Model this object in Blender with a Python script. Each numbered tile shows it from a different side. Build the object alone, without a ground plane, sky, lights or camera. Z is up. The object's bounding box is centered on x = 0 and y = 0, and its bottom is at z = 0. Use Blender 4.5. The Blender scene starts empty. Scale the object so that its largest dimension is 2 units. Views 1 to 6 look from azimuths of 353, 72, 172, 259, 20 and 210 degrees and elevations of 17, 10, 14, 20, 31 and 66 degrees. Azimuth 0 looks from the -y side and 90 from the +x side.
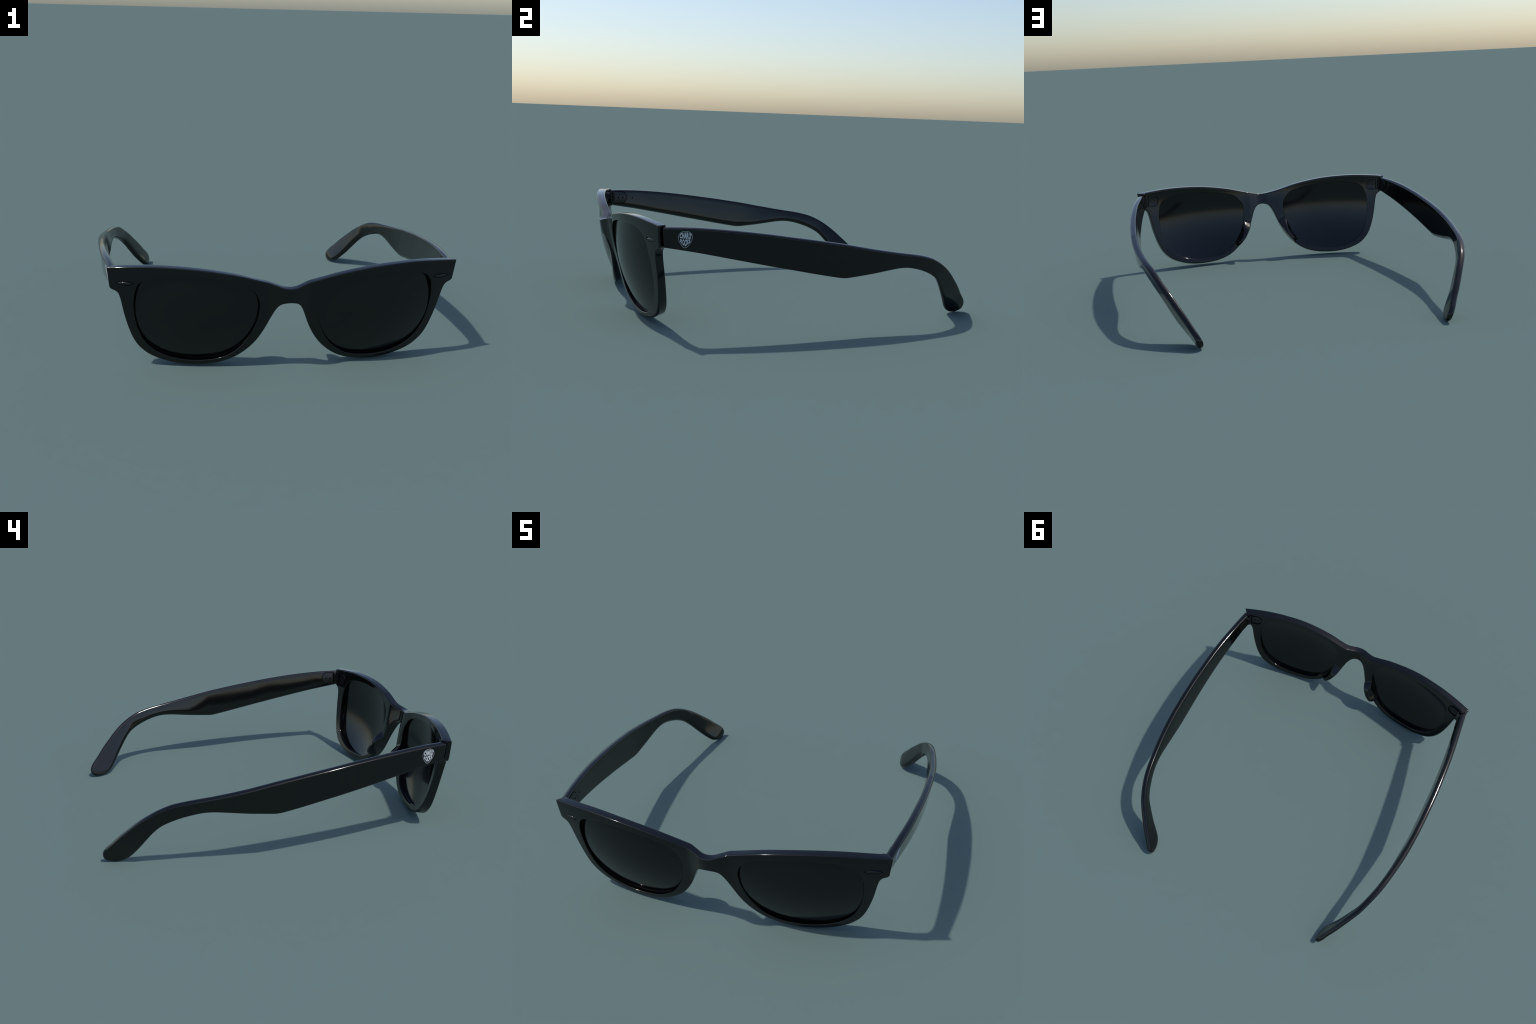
"""Black acetate sunglasses standing open on lens rims and temple tips.

Built symmetric about x = 0 in a local frame (x right, y towards the wearer,
z up); the parent Empty turns the whole thing by two degrees.
"""
import math
import bpy
import bmesh
import numpy as np
from mathutils import Vector
from mathutils.geometry import delaunay_2d_cdt

YAW = math.radians(2.0)

# ------------------------------------------------------------------ helpers


def catmull(points, closed=False, step=0.006):
    """Centripetal Catmull-Rom curve through points, resampled evenly."""
    p = np.asarray(points, float)
    if closed:
        q = np.vstack([p[-1], p, p[0], p[1]])
    else:
        q = np.vstack([2 * p[0] - p[1], p, 2 * p[-1] - p[-2]])
    out = []
    for i in range(1, len(q) - 2):
        p0, p1, p2, p3 = q[i - 1], q[i], q[i + 1], q[i + 2]
        t0 = 0.0
        t1 = t0 + max(np.linalg.norm(p1 - p0), 1e-6) ** 0.5
        t2 = t1 + max(np.linalg.norm(p2 - p1), 1e-6) ** 0.5
        t3 = t2 + max(np.linalg.norm(p3 - p2), 1e-6) ** 0.5
        t = np.linspace(t1, t2, 16, endpoint=False)[:, None]
        a1 = (t1 - t) / (t1 - t0) * p0 + (t - t0) / (t1 - t0) * p1
        a2 = (t2 - t) / (t2 - t1) * p1 + (t - t1) / (t2 - t1) * p2
        a3 = (t3 - t) / (t3 - t2) * p2 + (t - t2) / (t3 - t2) * p3
        b1 = (t2 - t) / (t2 - t0) * a1 + (t - t0) / (t2 - t0) * a2
        b2 = (t3 - t) / (t3 - t1) * a2 + (t - t1) / (t3 - t1) * a3
        out.append((t2 - t) / (t2 - t1) * b1 + (t - t1) / (t2 - t1) * b2)
    out = np.vstack(out + [q[-2][None]])
    if step is None:
        return out
    seg = np.linalg.norm(np.diff(out, axis=0), axis=1)
    s = np.concatenate([[0], np.cumsum(seg)])
    n = max(4, int(round(s[-1] / step)))
    u = np.linspace(0, s[-1], n + 1)
    res = np.stack([np.interp(u, s, out[:, k]) for k in range(out.shape[1])], 1)
    return res[:-1] if closed else res


def smooth_fn(xs, ys, half=0.0):
    """Smooth 1D function through knots (Catmull-Rom table + interpolation)."""
    c = catmull(np.stack([xs, ys], 1), step=None)
    gx = np.linspace(xs[0], xs[-1], 800)
    gy = np.interp(gx, c[:, 0], c[:, 1])
    if half:
        k = max(1, int(half / (gx[1] - gx[0])))
        pad = np.concatenate([np.full(k, gy[0]) - (gy[1:k + 1] - gy[0])[::-1], gy,
                              np.full(k, gy[-1]) + (gy[-1] - gy[-k - 1:-1])[::-1]])
        gy = np.convolve(pad, np.ones(2 * k + 1) / (2 * k + 1), "valid")
    return lambda v: np.interp(v, gx, gy)


def sstep(a, b, v):
    t = np.clip((np.asarray(v, float) - a) / (b - a), 0, 1)
    return t * t * (3 - 2 * t)


def inside(poly, pts):
    x, y = pts[:, 0], pts[:, 1]
    res = np.zeros(len(pts), bool)
    a, b = poly, np.roll(poly, -1, 0)
    for (x0, y0), (x1, y1) in zip(a, b):
        if y0 == y1:
            continue
        hit = ((y0 > y) != (y1 > y)) & (x < (x1 - x0) * (y - y0) / (y1 - y0) + x0)
        res ^= hit
    return res


def distance_to(poly, pts, closed=True):
    a = poly if closed else poly[:-1]
    b = np.roll(poly, -1, 0) if closed else poly[1:]
    best = np.full(len(pts), 9.0)
    for p, q in zip(a, b):
        d = q - p
        t = np.clip(((pts - p) @ d) / max(d @ d, 1e-12), 0, 1)
        best = np.minimum(best, np.linalg.norm(pts - p - t[:, None] * d, axis=1))
    return best


def area(poly):
    x, y = poly[:, 0], poly[:, 1]
    return 0.5 * np.sum(x * np.roll(y, -1) - y * np.roll(x, -1))


def offset(poly, amount):
    """Move a counter-clockwise closed polygon inwards by amount."""
    e = np.roll(poly, -1, 0) - poly
    e /= np.linalg.norm(e, axis=1)[:, None] + 1e-12
    n = np.stack([-e[:, 1], e[:, 0]], 1)
    m = n + np.roll(n, 1, 0)
    m /= np.linalg.norm(m, axis=1)[:, None] + 1e-12
    c = np.clip(np.sum(m * n, 1), 0.5, 1)
    q = poly + m * (amount / c)[:, None]
    for _ in range(60):            # collapse edges that folded over in tight curves
        d = np.roll(q, -1, 0) - q
        bad = np.where(np.sum(d * e, 1) < 1e-5)[0]
        if not len(bad):
            break
        for i in bad:
            j = (i + 1) % len(q)
            q[i] = q[j] = (q[i] + q[j]) / 2
            q[i] -= e[i] * 2e-5
            q[j] += e[i] * 2e-5
    return q


class Builder:
    def __init__(self):
        self.v, self.f = [], []

    def add(self, pts):
        i = len(self.v)
        self.v.extend([tuple(map(float, p)) for p in pts])
        return list(range(i, len(self.v)))

    def strip(self, a, b, closed=True):
        n = len(a)
        for i in range(n if closed else n - 1):
            j = (i + 1) % n
            self.f.append((a[i], a[j], b[j], b[i]))

    def mesh(self, name, material, smooth=True):
        me = bpy.data.meshes.new(name)
        me.from_pydata(self.v, [], self.f)
        bm = bmesh.new()
        bm.from_mesh(me)
        bmesh.ops.recalc_face_normals(bm, faces=bm.faces)
        bm.to_mesh(me)
        bm.free()
        me.materials.append(material)
        me.polygons.foreach_set("use_smooth", [smooth] * len(me.polygons))
        return me


def place(name, me, parent):
    ob = bpy.data.objects.new(name, me)
    bpy.context.scene.collection.objects.link(ob)
    ob.parent = parent
    return ob


def sharpen(me, degrees=35):
    """Mark edges sharper than the angle, so that flats stay flat."""
    bm = bmesh.new()
    bm.from_mesh(me)
    for e in bm.edges:
        if len(e.link_faces) == 2 and e.calc_face_angle(0) > math.radians(degrees):
            e.smooth = False
    bm.to_mesh(me)
    bm.free()


# ---------------------------------------------------------------- materials


def plastic(name, colour, rough, speck=0.0, coat=0.0):
    """Polished plastic: near-black body, faint uneven polish in the gloss."""
    m = bpy.data.materials.new(name)
    m.use_nodes = True
    nt = m.node_tree
    b = nt.nodes["Principled BSDF"]
    tc = nt.nodes.new("ShaderNodeTexCoord")
    noise = nt.nodes.new("ShaderNodeTexNoise")
    noise.inputs["Scale"].default_value = 9.0
    noise.inputs["Detail"].default_value = 4.0
    nt.links.new(tc.outputs["Object"], noise.inputs["Vector"])
    ramp = nt.nodes.new("ShaderNodeMapRange")
    ramp.inputs["To Min"].default_value = max(rough - speck, 0.02)
    ramp.inputs["To Max"].default_value = rough + speck
    nt.links.new(noise.outputs["Fac"], ramp.inputs["Value"])
    nt.links.new(ramp.outputs["Result"], b.inputs["Roughness"])
    mix = nt.nodes.new("ShaderNodeMix")
    mix.data_type = "RGBA"
    mix.inputs[6].default_value = (*colour, 1)
    mix.inputs[7].default_value = (*[c * 1.25 for c in colour], 1)
    nt.links.new(noise.outputs["Fac"], mix.inputs[0])
    nt.links.new(mix.outputs[2], b.inputs["Base Color"])
    b.inputs["IOR"].default_value = 1.5
    b.inputs["Coat Weight"].default_value = coat
    return m


BLACK = plastic("black_acetate", (0.0022, 0.0024, 0.0024), 0.09, 0.012)
LENS = plastic("smoked_lens", (0.0026, 0.0028, 0.0030), 0.12, 0.01)
HINGE = plastic("dark_hinge_metal", (0.0050, 0.0052, 0.0054), 0.28, 0.03)
SHADOW_INLAY = plastic("black_shadow_inlay", (0.0008, 0.0008, 0.0008), 0.9, 0.0)  # near-black, almost no gloss: recess shadow put into the colour
SHADOW_INLAY.node_tree.nodes["Principled BSDF"].inputs["Specular IOR Level"].default_value = 0.1
PRINT = plastic("pale_grey_print", (0.56, 0.585, 0.62), 0.5, 0.05)
RING = plastic("dim_grey_print", (0.24, 0.26, 0.29), 0.5, 0.05)

# ------------------------------------------------- the front: shape functions

_bx = [0, .03, .065, .105, .15, .23, .32, .42, .5, .575, .68, .79, .889, .93]
_by = [-1.0085, -1.0035, -.9865, -.9715, -.9690, -.9685, -.964, -.956, -.945, -.931,
       -.909, -.881, -.851, -.838]
bow = smooth_fn([-v for v in _bx[:0:-1]] + _bx, _by[:0:-1] + _by, 0.006)
lean = smooth_fn([-.05, 0, .05, .13, .25, .36, .42, .48, .55, .62],
                 [.121, .1070, .0930, .0735, .049, .0255, .0135, .0045, -.001, -.003], 0.03)
THICK = 0.047


def front_point(x, z):
    return np.stack([x, bow(x) + lean(z), z], 1)


def front_normal(x, z):
    h = 0.004
    fx = (bow(x + h) - bow(x - h)) / (2 * h)
    fz = (lean(z + h) - lean(z - h)) / (2 * h)
    n = np.stack([fx, -np.ones_like(fx), fz], 1)
    return n / np.linalg.norm(n, axis=1)[:, None]


def solid(p2, depth):
    """Point of the front at 2D place p2, depth below the front surface."""
    x, z = p2[:, 0], p2[:, 1]
    depth = np.broadcast_to(np.asarray(depth, float), x.shape)
    n = front_normal(x, z)
    n[:, 0] *= sstep(.07, .17, np.abs(x))         # the bridge runs straight back
    n[:, 2] *= 1 - sstep(.36, .50, z)             # and so does the brow
    n /= np.linalg.norm(n, axis=1)[:, None]
    p = front_point(x, z) - n * depth[:, None]
    # the end pieces are mitred to meet the temples
    k = sstep(.845, .885, np.abs(x)) * np.clip(depth, 0, THICK) * 0.50
    p[:, 0] -= np.sign(x) * k
    return p


# outline of the right half, from the top of the bridge round to its arch
TOP = [(0, .4545), (.03, .457), (.065, .466), (.105, .477), (.15, .4890), (.23, .5105),
       (.32, .5285), (.42, .5435), (.5, .5510), (.58, .5550), (.68, .5560), (.79, .5500),
       (.893, .5415)]
END = [(.893, .5415), (.8865, .49), (.8820, .4455)]
LOW = [(.8820, .4455), (.8802, .4360), (.8745, .4295), (.866, .4250), (.852, .4195), (.8395, .408), (.832, .390),
       (.8245, .358), (.8130, .297), (.7975, .235), (.782, .186), (.764, .144), (.743, .110),
       (.720, .084), (.692, .0605), (.656, .0415), (.60, .0215), (.55, .0108), (.495, .0055),
       (.43, .0062), (.373, .0120), (.315, .0267), (.258, .053), (.202, .097), (.152, .156),
       (.115, .221), (.0885, .285), (.070, .3285), (.0535, .3555), (.0365, .3695),
       (.0155, .3755), (0, .377)]
HOLE = [(.1465, .345), (.150, .30), (.158, .262), (.180, .205), (.212, .148), (.253, .099),
        (.30, .066), (.35, .047), (.42, .0365), (.49, .0355), (.56, .045), (.62, .065),
        (.67, .095), (.708, .1335), (.738, .193), (.756, .258), (.763, .32), (.763, .37),
        (.757, .415), (.742, .458), (.714, .483), (.67, .4975), (.60, .509), (.51, .5105),
        (.43, .505), (.33, .492), (.265, .479), (.205, .4575), (.168, .4185), (.152, .385)]



def mirrored_curve(points, at_start):
    """Curve that leaves (or reaches) the mirror plane x = 0 at right angles."""
    pts = [(-x, z) for x, z in points[3:0:-1]] + points if at_start else \
        points + [(-x, z) for x, z in points[-2:-5:-1]]
    c = catmull(pts, step=None)
    c = c[c[:, 0] >= -1e-9]
    tip = np.array([points[0] if at_start else points[-1]], float)
    c = np.vstack([tip, c[c[:, 0] > 1e-4]] if at_start else [c[c[:, 0] > 1e-4], tip])
    s = np.concatenate([[0], np.cumsum(np.linalg.norm(np.diff(c, axis=0), axis=1))])
    u = np.linspace(0, s[-1], int(round(s[-1] / .006)) + 1)
    return np.stack([np.interp(u, s, c[:, k]) for k in (0, 1)], 1)


half = np.vstack([mirrored_curve(TOP, True)[:-1], catmull(END, step=.004)[:-1],
                  mirrored_curve(LOW, False)])
outer = np.vstack([half, (half[1:-1] * [-1, 1])[::-1]])
outer = outer if area(outer) > 0 else outer[::-1]
hole = catmull(HOLE, closed=True)
hole = hole if area(hole) > 0 else hole[::-1]
hole_left = (hole * [-1, 1])[::-1]

# ---- nose pads: ridges on the back of the rim beside the nose
PAD_A, PAD_B = np.array([.124, .272]), np.array([.214, .112])
PAD_DIR = (PAD_B - PAD_A) / np.linalg.norm(PAD_B - PAD_A)
PAD_LEN = np.linalg.norm(PAD_B - PAD_A)
pad_rise = smooth_fn([-.3, -.04, .0, .05, .10, .17, .25, .35, .5, .65, .8, .92, 1.0, 1.05, 1.2],
                     [0, 0, -.001, .001, .009, .023, .036, .046, .053, .055, .053, .044, .025, .0, 0])
rim_thickness = smooth_fn([-.05, .02, .07, .14, .22, .35, .44, .52, .6],
                          [.0600, .0590, .0560, .0490, .0440, .0430, .0450, .0465, .0465])


def back_depth(p2):
    q = np.stack([np.abs(p2[:, 0]), p2[:, 1]], 1)
    s = ((q - PAD_A) @ PAD_DIR) / PAD_LEN
    near = (s > -.05) & (s < 1.08) & (np.abs((q - PAD_A) @ np.array([-PAD_DIR[1], PAD_DIR[0]])) < .06)
    rise = np.zeros(len(q))
    if near.any():
        qn, sn = q[near], s[near]
        da, dh = distance_to(outer, qn), distance_to(hole, qn)
        a = da / (da + dh + 1e-9)
        crest = 0.75 - 0.45 * sstep(.1, .75, sn)
        slope = 1 - (0.25 + .45 * sstep(.1, .6, sn)) * sstep(crest, 1.02, a)
        rise[near] = pad_rise(sn) * slope
    x = q[:, 0]
    arch = .0095 * (1 - sstep(.02, .20, x)) * (1 - sstep(.33, .48, q[:, 1]))
    return rim_thickness(q[:, 1]) + arch + rise


# ---- almond rivets (front) and hinge plates (back) sit in pockets
def almond(grow=0.0, cx=.806, cz=.464, w=.0435, h=.0108, n=26):
    t = np.linspace(-1, 1, n)
    x = cx + (w + grow * 1.6) * t
    k = np.clip(1 - np.abs(t) ** 2.1, 0, 1)
    up, dn = cz + (h + grow) * k, cz - (h + grow) * k
    return np.vstack([np.stack([x, dn], 1), np.stack([x, up], 1)[::-1][1:-1]])


def d_plate(grow=0.0, x0=.763, x1=.846, z0=.444, z1=.524, n=14):
    """D shape: round end towards the lens, straight end towards the hinge."""
    x0, z0, z1, x1 = x0 - grow, z0 - grow, z1 + grow, x1 + grow
    c, r = (z0 + z1) / 2, (z1 - z0) / 2
    a = np.linspace(math.pi / 2, 3 * math.pi / 2, n)
    arc = np.stack([x0 + r * .82 + r * .82 * np.cos(a), c + r * np.sin(a)], 1)
    xs = np.linspace(arc[0, 0], x1, 7)[1:]
    low = np.stack([xs, np.full(6, z0)], 1)
    zs = np.linspace(z0, z1, 9)[1:-1]
    side = np.stack([np.full(7, x1), zs], 1)
    return np.vstack([arc, low, side, np.stack([xs, np.full(6, z1)], 1)[::-1]])


def left(p2):
    return (p2 * [-1, 1])[::-1]


def ccw(p):
    return p if area(p) > 0 else p[::-1]


# ------------------------------------------------------------- build the front
front = Builder()
front_tag = []


def sheet(contours_idx, contours_2d, depth_fn, spacing=.0115):
    """Fill the area between the first contour and the others with triangles."""
    big, rest = contours_2d[0], contours_2d[1:]
    lo, hi = big.min(0), big.max(0)
    nx, nz = int((hi[0] - lo[0]) / spacing) + 2, int((hi[1] - lo[1]) / (spacing * .866)) + 2
    gx, gz = np.meshgrid(np.arange(nx), np.arange(nz))
    pts = np.stack([(lo[0] + (gx + .5 * (gz % 2)) * spacing).ravel(),
                    (lo[1] + gz * spacing * .866).ravel()], 1)
    keep = inside(big, pts)
    for c in rest:
        keep &= ~inside(c, pts)
    pts = pts[keep]
    d = np.min([distance_to(c, pts) for c in contours_2d], 0)
    pts = pts[d > spacing * .45]
    idx = [i for c in contours_idx for i in c]
    grid = front.add(solid(pts, depth_fn(pts)))
    idx += grid
    allp = np.vstack(contours_2d + [pts])
    edges, o = [], 0
    for c in contours_2d:
        n = len(c)
        edges += [(o + i, o + (i + 1) % n) for i in range(n)]
        o += n
    vs, _, fs, ov, _, _ = delaunay_2d_cdt([Vector(p) for p in allp], edges, [], 0, 1e-7, True)
    vs = np.array([tuple(v) for v in vs])
    cen = np.array([vs[list(f)].mean(0) for f in fs])
    ok = inside(big, cen)
    for c in rest:
        ok &= ~inside(c, cen)
    spare = {}
    for f, good in zip(fs, ok):
        if good:
            for k in f:
                if not ov[k] and k not in spare:      # a crossing in a tight corner
                    spare[k] = front.add(solid(vs[k:k + 1], depth_fn(vs[k:k + 1])))[0]
            front.f.append(tuple(idx[ov[k][0]] if ov[k] else spare[k] for k in f))


def arc_profile(r, n=6):
    a = np.linspace(0, math.pi / 2, n)
    return [(r * (1 - math.sin(t)), r * (1 - math.cos(t))) for t in a]


def wall(poly, sign, r_front, r_back, waist=(), under=0.0):
    """Rings round a contour from the front sheet to the back sheet.
    sign +1: poly is the outer edge, -1: a hole."""
    rings, marks = [], []
    e = np.roll(poly, -1, 0) - np.roll(poly, 1, 0)
    down = e[:, 0] * sign / np.linalg.norm(e, axis=1)        # 1 where the edge faces the ground
    r_front = r_front + under * sstep(.45, .95, down) * (1 - sstep(.09, .16, poly[:, 1]))
    prof = [(r_front + .0025, 0.0)] + [(i, d) for i, d in arc_profile(r_front)]
    first = None
    for ins, d in prof:
        p2 = offset(poly, sign * ins)
        ring = front.add(solid(p2, d))
        rings.append(ring)
        if first is None:
            first = (ring, p2)
    for ins, d in waist:
        p2 = offset(poly, sign * ins)
        rings.append(front.add(solid(p2, d)))
    last = None
    for ins, d in [(i, d) for i, d in arc_profile(r_back)][::-1] + [(r_back + .0025, 0.0)]:
        p2 = offset(poly, sign * ins)
        ring = front.add(solid(p2, back_depth(p2) - d))
        rings.append(ring)
        last = (ring, p2)
    for a, b in zip(rings[:-1], rings[1:]):
        front.strip(a, b)
    return first, last


R_FRONT, R_BACK = 0.0042, 0.0068
fo, bo = wall(outer, 1, R_FRONT, R_BACK, waist=[(0, .018), (0, .029)], under=.0075)
WAIST = [(0, .0075), (.0038, .0110), (.0038, .0300), (0, .0340)]   # groove for the lens
fr, br = wall(hole, -1, .0034, .0040, waist=WAIST)
fl, bl = wall(hole_left, -1, .0034, .0040, waist=WAIST)


def pocket(poly, base_fn, depth):
    """A blind recess: returns the rim ring; walls and floor are added."""
    rim = front.add(solid(poly, base_fn(poly)))
    rim2 = front.add(solid(poly, base_fn(poly)))
    p1 = offset(poly, .0004)
    low = front.add(solid(p1, base_fn(p1) + depth))
    front.strip(rim2, low)
    front.f.append(tuple(front.add(solid(p1, base_fn(p1) + depth))))
    return rim, poly


flat = lambda p: np.zeros(len(p))
piv_r = pocket(ccw(almond(.0010)), flat, .0050)
piv_l = pocket(ccw(left(almond(.0010))), flat, .0050)
plt_r = pocket(ccw(d_plate(.0026)), back_depth, -.0065)
plt_l = pocket(ccw(left(d_plate(.0026))), back_depth, -.0065)
parts = [fo, fr, fl, piv_r, piv_l]
sheet([p[0] for p in parts], [p[1] for p in parts], flat)
parts = [bo, br, bl, plt_r, plt_l]
sheet([p[0] for p in parts], [p[1] for p in parts], back_depth, .0085)

root = bpy.data.objects.new("sunglasses", None)
bpy.context.scene.collection.objects.link(root)
root.rotation_euler = (0, 0, YAW)
root.location = (.0008, 0, 0)
root["label"] = "glossy black thick-rimmed sunglasses with dark lenses, temples open"
root["category"] = "sunglasses"

whole = front.mesh("front_frame", BLACK)
normals = np.empty(len(whole.vertices) * 3, np.float32)
whole.vertices.foreach_get("normal", normals)
normals = normals.reshape(-1, 3)
co = np.array(front.v)


def cut_out(name, face_ids):
    """One region of the front as a mesh of its own, with the whole's normals."""
    used = sorted({v for f in face_ids for v in whole.polygons[f].vertices})
    m = {v: i for i, v in enumerate(used)}
    me = bpy.data.meshes.new(name)
    me.from_pydata([tuple(co[v]) for v in used], [],
                   [[m[v] for v in whole.polygons[f].vertices] for f in face_ids])
    me.materials.append(BLACK)
    me.polygons.foreach_set("use_smooth", [True] * len(me.polygons))
    me.normals_split_custom_set_from_vertices([tuple(normals[v]) for v in used])
    return place(name, me, root)


centre = np.array([co[list(p.vertices)].mean(0) for p in whole.polygons])
# a face belongs to a pad where it stands clearly behind the plain back face
c2 = np.stack([centre[:, 0], centre[:, 2]], 1)
n3 = front_normal(c2[:, 0], c2[:, 1])
plain = rim_thickness(c2[:, 1])
stand = np.sum((front_point(c2[:, 0], c2[:, 1]) - centre) * n3, 1)
is_pad = (stand > plain + .0025) & (np.abs(c2[:, 0]) < .28) & (c2[:, 1] < .32)
cut_out("front_frame", [i for i in range(len(centre)) if not is_pad[i]])
for side in (1, -1):
    cut_out("nose_pad", [i for i in range(len(centre)) if is_pad[i] and centre[i, 0] * side > 0])
bpy.data.meshes.remove(whole)

# --------------------------------------------------------------------- lenses


LENS_C = np.array([.455, .285])     # middle of a lens
LENS_RX, LENS_RZ = .95, .72         # radii of its curve across and upright


def lens_point(q, side, back):
    """Point on the lens sphere over the 2D place q (right-hand lens)."""
    d = q - LENS_C
    crown = .019 if side > 0 else .0135       # how far the middle stands proud of the rim
    y = LENS_Y - crown + .127 * d[:, 0] - .204 * d[:, 1] \
        + d[:, 0] ** 2 / (2 * LENS_RX) + d[:, 1] ** 2 / (2 * LENS_RZ)
    return np.stack([q[:, 0] * side, y + back, q[:, 1]], 1)


def lens_mesh(side):
    """Thin strongly curved shell, flush at the top of the rim, deep below."""
    b = Builder()
    # the wall of the rim follows the surface normal: meet it where it is
    edge = offset(hole, -.0030)
    for _ in range(4):
        surf = front_point(edge[:, 0], edge[:, 1])
        n = front_normal(edge[:, 0], edge[:, 1])
        base = offset(hole, -.0030)
        deep = np.clip((lens_point(edge, side, 0) - surf)[:, 1], .004, .04)
        edge = base - np.stack([n[:, 0], n[:, 2]], 1) * deep[:, None]
    rings = {0: [], 1: []}
    for k in np.concatenate([[1], np.linspace(.97, .04, 25)]):
        q = LENS_C + (edge - LENS_C) * k
        for layer in (0, 1):
            rings[layer].append(b.add(lens_point(q, side, .004 * layer)))
    for rr in rings.values():
        for a, d in zip(rr[:-1], rr[1:]):
            b.strip(a, d)
        b.f.append(tuple(rr[-1]))
    b.strip(rings[0][0], rings[1][0])
    me = b.mesh("lens", LENS)
    sharpen(me, 40)
    return me


LENS_Y = float(front_point(LENS_C[:1], LENS_C[1:])[0, 1])
for side in (1, -1):
    place("lens", lens_mesh(side), root)

# --------------------------------------------------------------------- rivets


def rivet_mesh(side):
    b = Builder()
    rings = []
    for k, h in [(1, -.005), (1, -.0014), (.93, .0006), (.8, .0024), (.6, .0040), (.4, .0050), (.15, .0055)]:
        p = almond(-.0012, cz=.4632)
        c = p.mean(0)
        q = (c + (p - c) * [k, k]) * [side, 1]
        rings.append(b.add(solid(q, np.full(len(q), -h + .0012))))
    for a, d in zip(rings[:-1], rings[1:]):
        b.strip(a, d)
    b.f.append(tuple(rings[-1]))
    me = b.mesh("rivet", BLACK)
    sharpen(me, 50)
    return me


for side in (1, -1):
    place("rivet", rivet_mesh(side), root)

# -------------------------------------------------------------------- temples
# stations: top point, bottom point (centre of the section), half thickness
STATIONS = [
    ((0.8655, -0.8170, 0.5324), (0.8556, -0.8060, 0.4338), 0.0180),
    ((0.8780, -0.7400, 0.5323), (0.8652, -0.7250, 0.4211), 0.0182),
    ((0.8910, -0.6500, 0.5301), (0.8764, -0.6400, 0.4071), 0.0182),
    ((0.9070, -0.5400, 0.5233), (0.8896, -0.5300, 0.3867), 0.0182),
    ((0.9200, -0.4250, 0.5134), (0.9013, -0.4100, 0.3638), 0.0182),
    ((0.9290, -0.3080, 0.5010), (0.9095, -0.2900, 0.3409), 0.0182),
    ((0.9370, -0.1900, 0.4861), (0.9147, -0.1650, 0.3180), 0.0182),
    ((0.9410, -0.0630, 0.4697), (0.9173, -0.0400, 0.2948), 0.0182),
    ((0.9420, 0.0300, 0.4563), (0.9181, 0.0450, 0.2801), 0.0182),
    ((0.9420, 0.0750, 0.4499), (0.9180, 0.0850, 0.2740), 0.0182),
    ((0.9420, 0.1000, 0.4464), (0.9179, 0.1100, 0.2730), 0.0182),
    ((0.9410, 0.1300, 0.4414), (0.9164, 0.1400, 0.2759), 0.0182),
    ((0.9360, 0.2500, 0.4202), (0.9097, 0.2550, 0.2897), 0.0182),
    ((0.9240, 0.3600, 0.4025), (0.9030, 0.3600, 0.3057), 0.0180),
    ((0.9120, 0.4400, 0.3906), (0.8960, 0.4200, 0.3128), 0.0178),
    ((0.9000, 0.5100, 0.3809), (0.8880, 0.4720, 0.3125), 0.0177),
    ((0.8850, 0.5750, 0.3695), (0.8770, 0.5280, 0.3025), 0.0177),
    ((0.8680, 0.6300, 0.3555), (0.8620, 0.5820, 0.2865), 0.0177),
    ((0.8480, 0.6850, 0.3315), (0.8450, 0.6350, 0.2645), 0.0177),
    ((0.8280, 0.7350, 0.3015), (0.8250, 0.6800, 0.2375), 0.0174),
    ((0.7980, 0.7870, 0.2615), (0.8000, 0.7170, 0.1985), 0.0172),
    ((0.7650, 0.8400, 0.2115), (0.7720, 0.7520, 0.1505), 0.0168),
    ((0.7350, 0.8850, 0.1665), (0.7450, 0.7830, 0.1055), 0.0164),
    ((0.7060, 0.9250, 0.1200), (0.7150, 0.8120, 0.0645), 0.0152),
    ((0.6840, 0.9585, 0.0845), (0.6920, 0.8360, 0.0355), 0.0150),
    ((0.6695, 0.9735, 0.0605), (0.6785, 0.8580, 0.0185), 0.0147),
    ((0.6615, 0.9760, 0.0430), (0.6690, 0.8840, 0.0075), 0.0140),
    ((0.6575, 0.9715, 0.0265), (0.6630, 0.9080, 0.0027), 0.0128),
    ((0.6555, 0.9620, 0.0140), (0.6595, 0.9240, 0.0020), 0.0100),
    ((0.6550, 0.9500, 0.0060), (0.6575, 0.9360, 0.0026), 0.0055),
]
ST = np.array([[*t, *b, h] for t, b, h in STATIONS])
ST_FINE = catmull(ST, step=None)
_seg = np.linalg.norm(np.diff((ST_FINE[:, :3] + ST_FINE[:, 3:6]) / 2, axis=0), axis=1)
_s = np.concatenate([[0], np.cumsum(_seg)])
_u = np.concatenate([np.linspace(0, _s[-1] - .09, 130), np.linspace(_s[-1] - .09, _s[-1], 26)[1:]])
RINGS = np.stack([np.interp(_u, _s, ST_FINE[:, k]) for k in range(7)], 1)


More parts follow.
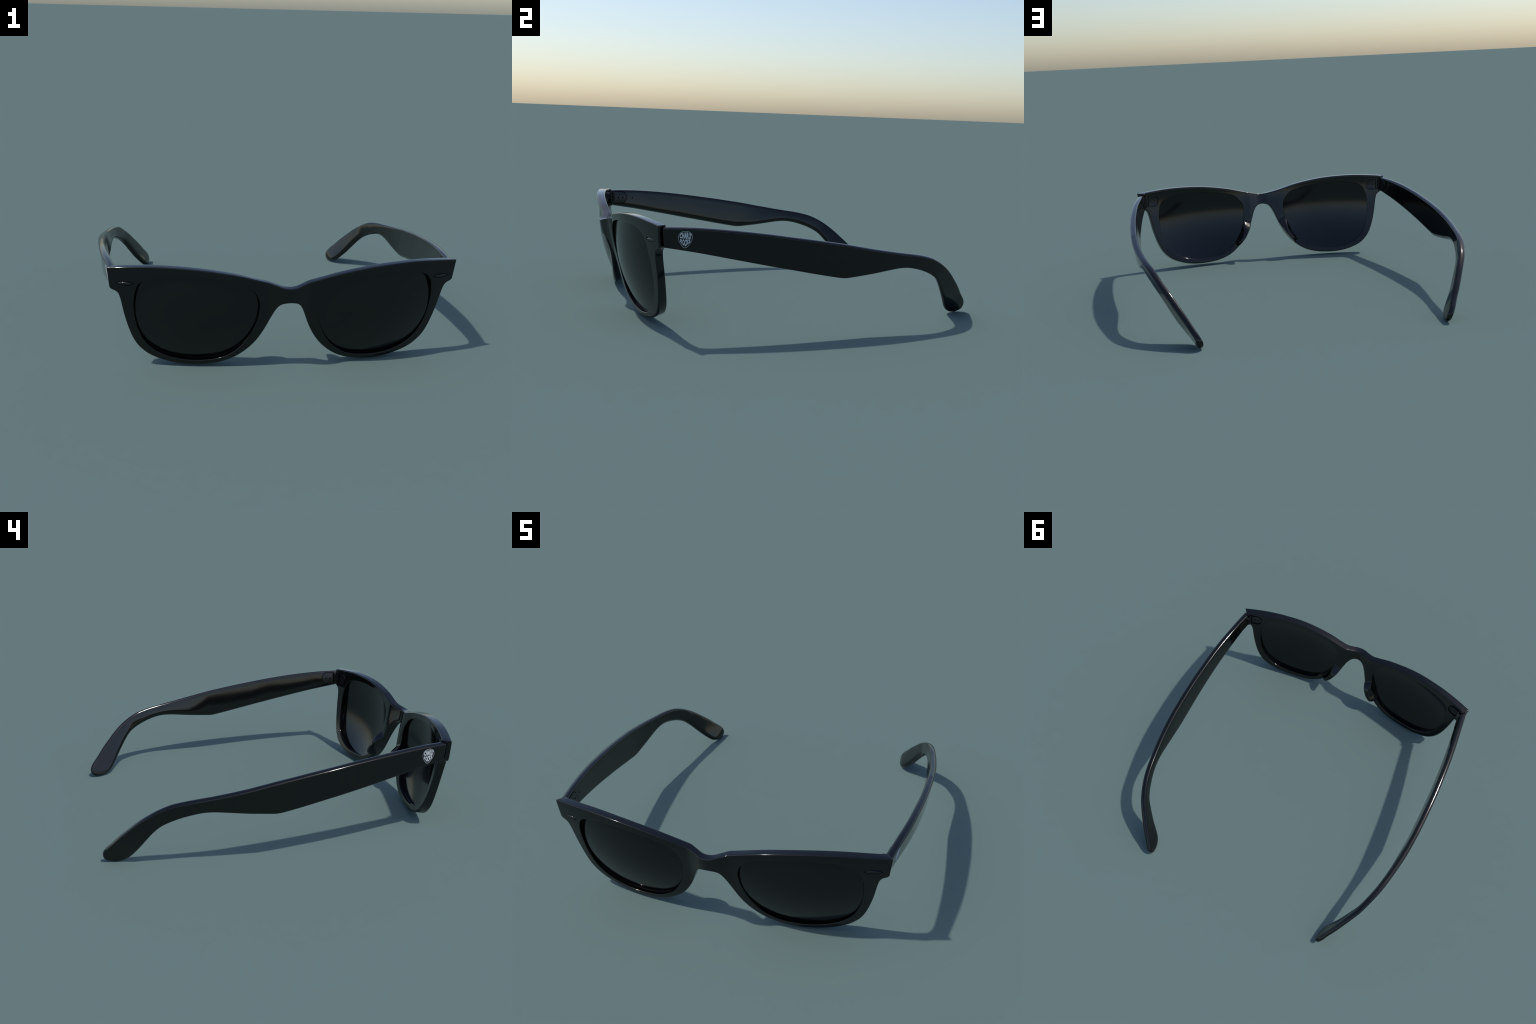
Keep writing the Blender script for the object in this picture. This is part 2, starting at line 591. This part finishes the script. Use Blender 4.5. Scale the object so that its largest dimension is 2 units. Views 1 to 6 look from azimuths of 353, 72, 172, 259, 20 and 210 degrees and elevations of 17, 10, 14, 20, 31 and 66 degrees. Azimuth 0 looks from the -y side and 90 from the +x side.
def section(h, height):
    """Cross-section (across, down): domed top, flat sides, soft inner foot."""
    k = h / .017
    H = height
    pts = [(h, .0085 * k), (h * .97, .0060 * k), (h * .84, .0036 * k), (h * .6, .0016 * k),
           (h * .25, .0002), (-h * .15, 0), (-h * .5, .0010 * k), (-h * .76, .0028 * k),
           (-h * .93, .0060 * k), (-h, .0105 * k)]
    f0, f1 = .0105 * k, H - .022 * k
    n = 7
    for i in range(1, n):
        pts.append((-h - .0007 * k * math.sin(math.pi * i / n), f0 + (f1 - f0) * i / n))
    for a in np.linspace(0, math.pi / 2, 8):
        pts.append((h * .50 - h * 1.5 * math.cos(a), f1 + .022 * k * math.sin(a)))
    for a in np.linspace(0, math.pi / 2, 5)[1:]:
        pts.append((h * .50 + h * .5 * math.sin(a), H - .008 * k * (1 - math.cos(a))))
    f1 = H - .008 * k
    for i in range(1, n):
        pts.append((h, f1 + (.0085 * k - f1) * i / n))
    return np.array(pts)


def temple_frames():
    C = (RINGS[:, :3] + RINGS[:, 3:6]) / 2
    T = np.gradient(C, axis=0)
    V = RINGS[:, 3:6] - RINGS[:, :3]
    H = np.linalg.norm(V, axis=1)
    V = V / H[:, None]
    # section axes blend: near the rounded tip keep the last good direction
    U = np.cross(V, T)
    U /= np.linalg.norm(U, axis=1)[:, None]
    U[U[:, 0] < 0] *= -1
    for _ in range(3):
        U[1:-1] = (U[:-2] + 2 * U[1:-1] + U[2:]) / 4
    U /= np.linalg.norm(U, axis=1)[:, None]
    return C, V, U, H


TC, TV, TU, TH = temple_frames()


def temple_mesh(side):
    b = Builder()
    rings = []
    for i in range(len(RINGS)):
        sec = section(RINGS[i, 6], TH[i])
        P = RINGS[i, :3] + sec[:, :1] * TU[i] + sec[:, 1:] * TV[i]
        if i < 6:   # mitred front end: the outer side reaches further forward
            w = (1 - i / 6)
            P[:, 1] -= w * sec[:, 0] / .017 * .005
        rings.append(b.add(P * [side, 1, 1]))
    # rounded front end cap
    base = np.array([b.v[k] for k in rings[0]])
    mid = base.mean(0)
    caps = []
    for s, dy in [(.93, -.003), (.80, -.0042)]:
        q = mid + (base - mid) * [s, 1, 1 - (1 - s) * .35]
        q[:, 1] = base[:, 1] + dy
        caps.append(b.add(q))
    b.strip(caps[0], rings[0])
    b.strip(caps[1], caps[0])
    b.f.append(tuple(caps[1]))
    for a, d in zip(rings[:-1], rings[1:]):
        b.strip(a, d)
    b.f.append(tuple(rings[-1]))
    me = b.mesh("temple", BLACK)
    return me


def outer_face(y, z, lift=0.0):
    """x of the outer face of the right temple at (y, z)."""
    y, z = np.asarray(y, float), np.asarray(z, float)
    tx = np.interp(y, RINGS[:90, 1], RINGS[:90, 0])
    tz = np.interp(y, RINGS[:90, 1], RINGS[:90, 2])
    bx = np.interp(y, RINGS[:90, 4], RINGS[:90, 3])
    bz = np.interp(y, RINGS[:90, 4], RINGS[:90, 5])
    k = (tz - z) / (tz - bz)
    ux = np.interp(y, RINGS[:90, 1], TU[:90, 0])
    return tx + (bx - tx) * k + .0182 / ux + lift


def inner_face(y, z, lift=0.0):
    return outer_face(y, z) - .0374 - lift


# ----------------------------------------------------------------- hinge parts


def extrude_on(b, poly_yz, face_fn, side, low, high, bevel=.0006):
    """Prism standing on a temple face; poly in (y, z)."""
    rings = []
    for ins, lift in [(0, low), (0, high - bevel), (bevel, high)]:
        q = offset(poly_yz, ins)
        x = face_fn(q[:, 0], q[:, 1], lift)
        rings.append(b.add(np.stack([x * side, q[:, 0], q[:, 1]], 1)))
    for a, d in zip(rings[:-1], rings[1:]):
        b.strip(a, d)
    b.f.append(tuple(rings[0]))
    b.f.append(tuple(rings[-1]))


def box(b, lo, hi, side, skew=None):
    c = []
    for x in (lo[0], hi[0]):
        for y in (lo[1], hi[1]):
            for z in (lo[2], hi[2]):
                p = np.array([x, y, z], float)
                if skew:
                    p = skew(p)
                c.append(p * [side, 1, 1])
    i = b.add(c)
    for f in ((0, 1, 3, 2), (4, 6, 7, 5), (0, 4, 5, 1), (2, 3, 7, 6), (0, 2, 6, 4), (1, 5, 7, 3)):
        b.f.append(tuple(i[k] for k in f))


def ring_poly(c0, c1, r, n=14):
    a = np.linspace(0, 2 * math.pi, n, endpoint=False)
    return np.stack([c0 + r * np.cos(a), c1 + r * np.sin(a)], 1)


def dimpled_cap(b, poly, dimples, place_fn, top, bottom):
    """Plate: side wall, flat face with round dimples sunk into it."""
    rims = []
    up = b.add(place_fn(poly, top))
    lo = b.add(place_fn(poly, bottom))
    b.strip(up, lo)
    loops, idx = [offset(poly, .0012)], []
    idx.append(b.add(place_fn(loops[0], top + (.0004 if top > bottom else -.0004))))
    b.strip(idx[0], up)
    for d in dimples:
        loops.append(d)
        idx.append(b.add(place_fn(d, top + (.0004 if top > bottom else -.0004))))
        prev = idx[-1]
        c = d.mean(0)
        sgn = -1 if top > bottom else 1
        for k, dep in ((.85, .0020), (.5, .0034), (.15, .0038)):
            cur = b.add(place_fn(c + (d - c) * k, top + sgn * dep))
            b.strip(prev, cur)
            prev = cur
        b.f.append(tuple(prev))
    allp = np.vstack(loops)
    ii = [k for l in idx for k in l]
    edges, o = [], 0
    for l in loops:
        edges += [(o + i, o + (i + 1) % len(l)) for i in range(len(l))]
        o += len(l)
    vs, _, fs, ov, _, _ = delaunay_2d_cdt([Vector(p) for p in allp], edges, [], 0, 1e-8, True)
    vs = np.array([tuple(v) for v in vs])
    cen = np.array([vs[list(f)].mean(0) for f in fs])
    ok = inside(loops[0], cen)
    for l in loops[1:]:
        ok &= ~inside(l, cen)
    for f, g in zip(fs, ok):
        if g:
            b.f.append(tuple(ii[ov[k][0]] for k in f))


def frame_hinge(side):
    """Plate let into the back of the end piece, with its four knuckles."""
    b = Builder()
    put = lambda p, d: solid(p * [side, 1], back_depth(p) - d)
    dots = [ring_poly(.786, .484, .0052), ring_poly(.814, .484, .0052)]
    plate = ccw(d_plate(-.0008, x1=.834))
    dimpled_cap(b, plate, dots, put, .0014, -.0064)
    # knuckle block: a stem and four fingers reaching towards the temple
    def lay(p):
        q = solid(np.array([[p[0], p[2]]]), np.array([THICK]))[0]
        return np.array([q[0], q[1] + p[1], q[2]])
    box(b, (.8360, -.004, .4455), (.8520, .0120, .5225), side, lay)
    for z in (.4500, .4705, .4910, .5115):
        box(b, (.8510, -.004, z - .0054), (.8720, .0135, z + .0054), side, lay)
    me = b.mesh("hinge", HINGE)
    sharpen(me, 30)
    return me


def temple_hinge(side):
    """Plate let into the inside of the temple, with three knuckles."""
    b = Builder()
    put = lambda p, d: np.stack([inner_face(p[:, 0], p[:, 1], d) * side, p[:, 0], p[:, 1]], 1)
    p = d_plate(0, x0=.705, x1=.784, z0=.4465, z1=.5225) * [-1, 1]
    dimpled_cap(b, offset(ccw(p), .0016), [], put, .0013, -.002)
    box(b, (.8290, -.7975, .4500), (.8560, -.7855, .5200), side)
    for z in (.4602, .4807, .5012):
        box(b, (.8270, -.8165, z - .0044), (.8460, -.7970, z + .0044), side)
    me = b.mesh("hinge", HINGE)
    sharpen(me, 30)
    return me


def plate_shadow_inlay(side):
    """Raised black ring and discs modelling the shadow of uncut gap and holes."""
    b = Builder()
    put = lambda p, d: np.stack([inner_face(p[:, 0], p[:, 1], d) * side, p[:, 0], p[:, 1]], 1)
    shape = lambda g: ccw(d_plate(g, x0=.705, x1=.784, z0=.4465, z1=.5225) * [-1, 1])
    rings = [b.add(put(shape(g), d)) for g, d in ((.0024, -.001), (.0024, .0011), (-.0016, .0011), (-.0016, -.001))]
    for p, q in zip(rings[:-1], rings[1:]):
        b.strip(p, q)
    for y, z, r, top in ((-.664, .4795, .0046, .0011), (-.759, .4835, .0050, .0022), (-.7305, .4835, .0050, .0022)):  # flat black discs drawn for the dark inside of dimples and hole
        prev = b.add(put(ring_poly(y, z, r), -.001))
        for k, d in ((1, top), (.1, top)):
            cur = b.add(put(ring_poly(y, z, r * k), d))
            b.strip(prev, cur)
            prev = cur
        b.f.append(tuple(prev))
    me = b.mesh("hinge_shadow_inlay", SHADOW_INLAY)
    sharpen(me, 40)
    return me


# -------------------------------------------------------------- printed emblem
EM_Y, EM_TOP, EM_BOT, EM_W = -.7205, .517, .433, .0690


def pick_outline(n=72):
    """Guitar-pick shield, u in -1..1 across, v 0 (top) .. 1 (bottom point)."""
    ctrl = [(0, 0), (.45, .035), (.82, .15), (1.0, .36), (.90, .57), (.63, .78), (.32, .94),
            (.12, .993), (0, 1.0)]
    c = catmull(ctrl, step=None)
    full = np.vstack([c, (c[1:-1] * [-1, 1])[::-1]])
    s = np.concatenate([[0], np.cumsum(np.linalg.norm(np.diff(np.vstack([full, full[:1]]), axis=0), axis=1))])
    u = np.linspace(0, s[-1], n, endpoint=False)
    cl = np.vstack([full, full[:1]])
    return np.stack([np.interp(u, s, cl[:, k]) for k in (0, 1)], 1)


def emblem_place(uv, side, lift):
    y = EM_Y + side * uv[:, 0] * EM_W / 2
    z = EM_TOP + (EM_BOT - EM_TOP) * uv[:, 1]
    return np.stack([side * outer_face(y, z, lift), y, z], 1)


def emblem_ring(side):
    b = Builder()
    p = pick_outline()
    c = np.array([0, .45])
    inner = c + (p - c) * .925
    rings = [b.add(emblem_place(p, side, -.0006)), b.add(emblem_place(p, side, .0006)),
             b.add(emblem_place(inner, side, .0006)), b.add(emblem_place(inner, side, -.0006))]
    for a, d in zip(rings, rings[1:] + rings[:1]):
        b.strip(a, d)
    me = b.mesh("emblem_ring", RING, smooth=False)
    return me


def letter_mesh(ch):
    cu = bpy.data.curves.new("glyph", "FONT")
    cu.body = ch
    cu.size = 1
    cu.offset = .050
    cu.resolution_u = 5
    ob = bpy.data.objects.new("glyph", cu)
    bpy.context.scene.collection.objects.link(ob)
    dg = bpy.context.evaluated_depsgraph_get()
    me = bpy.data.meshes.new_from_object(ob.evaluated_get(dg))
    v = np.array([tuple(q.co) for q in me.vertices])[:, :2]
    f = [tuple(p.vertices) for p in me.polygons]
    bpy.data.objects.remove(ob)
    bpy.data.curves.remove(cu)
    bpy.data.meshes.remove(me)
    lo, hi = v.min(0), v.max(0)
    return (v - lo) / (hi - lo), f


row_a_top = smooth_fn([-1, -.75, -.35, 0, .4, .85, 1], [.20, .15, .095, .08, .09, .17, .23])
row_a_bot = smooth_fn([-1, 0, 1], [.42, .45, .45])
row_b_top = smooth_fn([-1, 0, 1], [.465, .485, .475])
row_b_bot = smooth_fn([-1, -.62, -.35, 0, .33, .62, 1], [.60, .66, .80, .895, .79, .69, .60])
ROWS = [("CHARLY", [(-.78, -.47), (-.45, -.18), (-.17, .12), (.12, .42), (.44, .63), (.56, .85)],
         row_a_top, row_a_bot),
        ("ROCKS", [(-.69, -.41), (-.39, -.10), (-.08, .17), (.19, .45), (.44, .69)],
         row_b_top, row_b_bot)]
GLYPHS = {ch: letter_mesh(ch) for ch in sorted(set("CHARLYROCKS"))}


def lettering(side):
    b = Builder()
    for word, spans, top, bot in ROWS:
        for ch, (u0, u1) in zip(word, spans):
            g, faces = GLYPHS[ch]
            u = u0 + (u1 - u0) * g[:, 0]
            v = bot(u) + (top(u) - bot(u)) * g[:, 1]
            uv = np.stack([u, v], 1)
            i = b.add(emblem_place(uv, side, .0007))
            b.f += [tuple(i[k] for k in f) for f in faces]
            j = b.add(emblem_place(uv, side, -.0005))
            count = {}
            for f in faces:
                for p, q in zip(f, f[1:] + f[:1]):
                    count[(p, q)] = 1
            for p, q in count:
                if (q, p) not in count:
                    b.f.append((i[q], i[p], j[p], j[q]))
    me = bpy.data.meshes.new("lettering")
    me.from_pydata(b.v, [], b.f)
    me.materials.append(PRINT)
    return me


for side in (1, -1):
    t = place("temple", temple_mesh(side), root)
    place("hinge", temple_hinge(side), t)
    place("hinge_shadow_inlay", plate_shadow_inlay(side), t)
    place("emblem_ring", emblem_ring(side), t)
    place("emblem_lettering", lettering(side), t)
    place("hinge", frame_hinge(side), root)
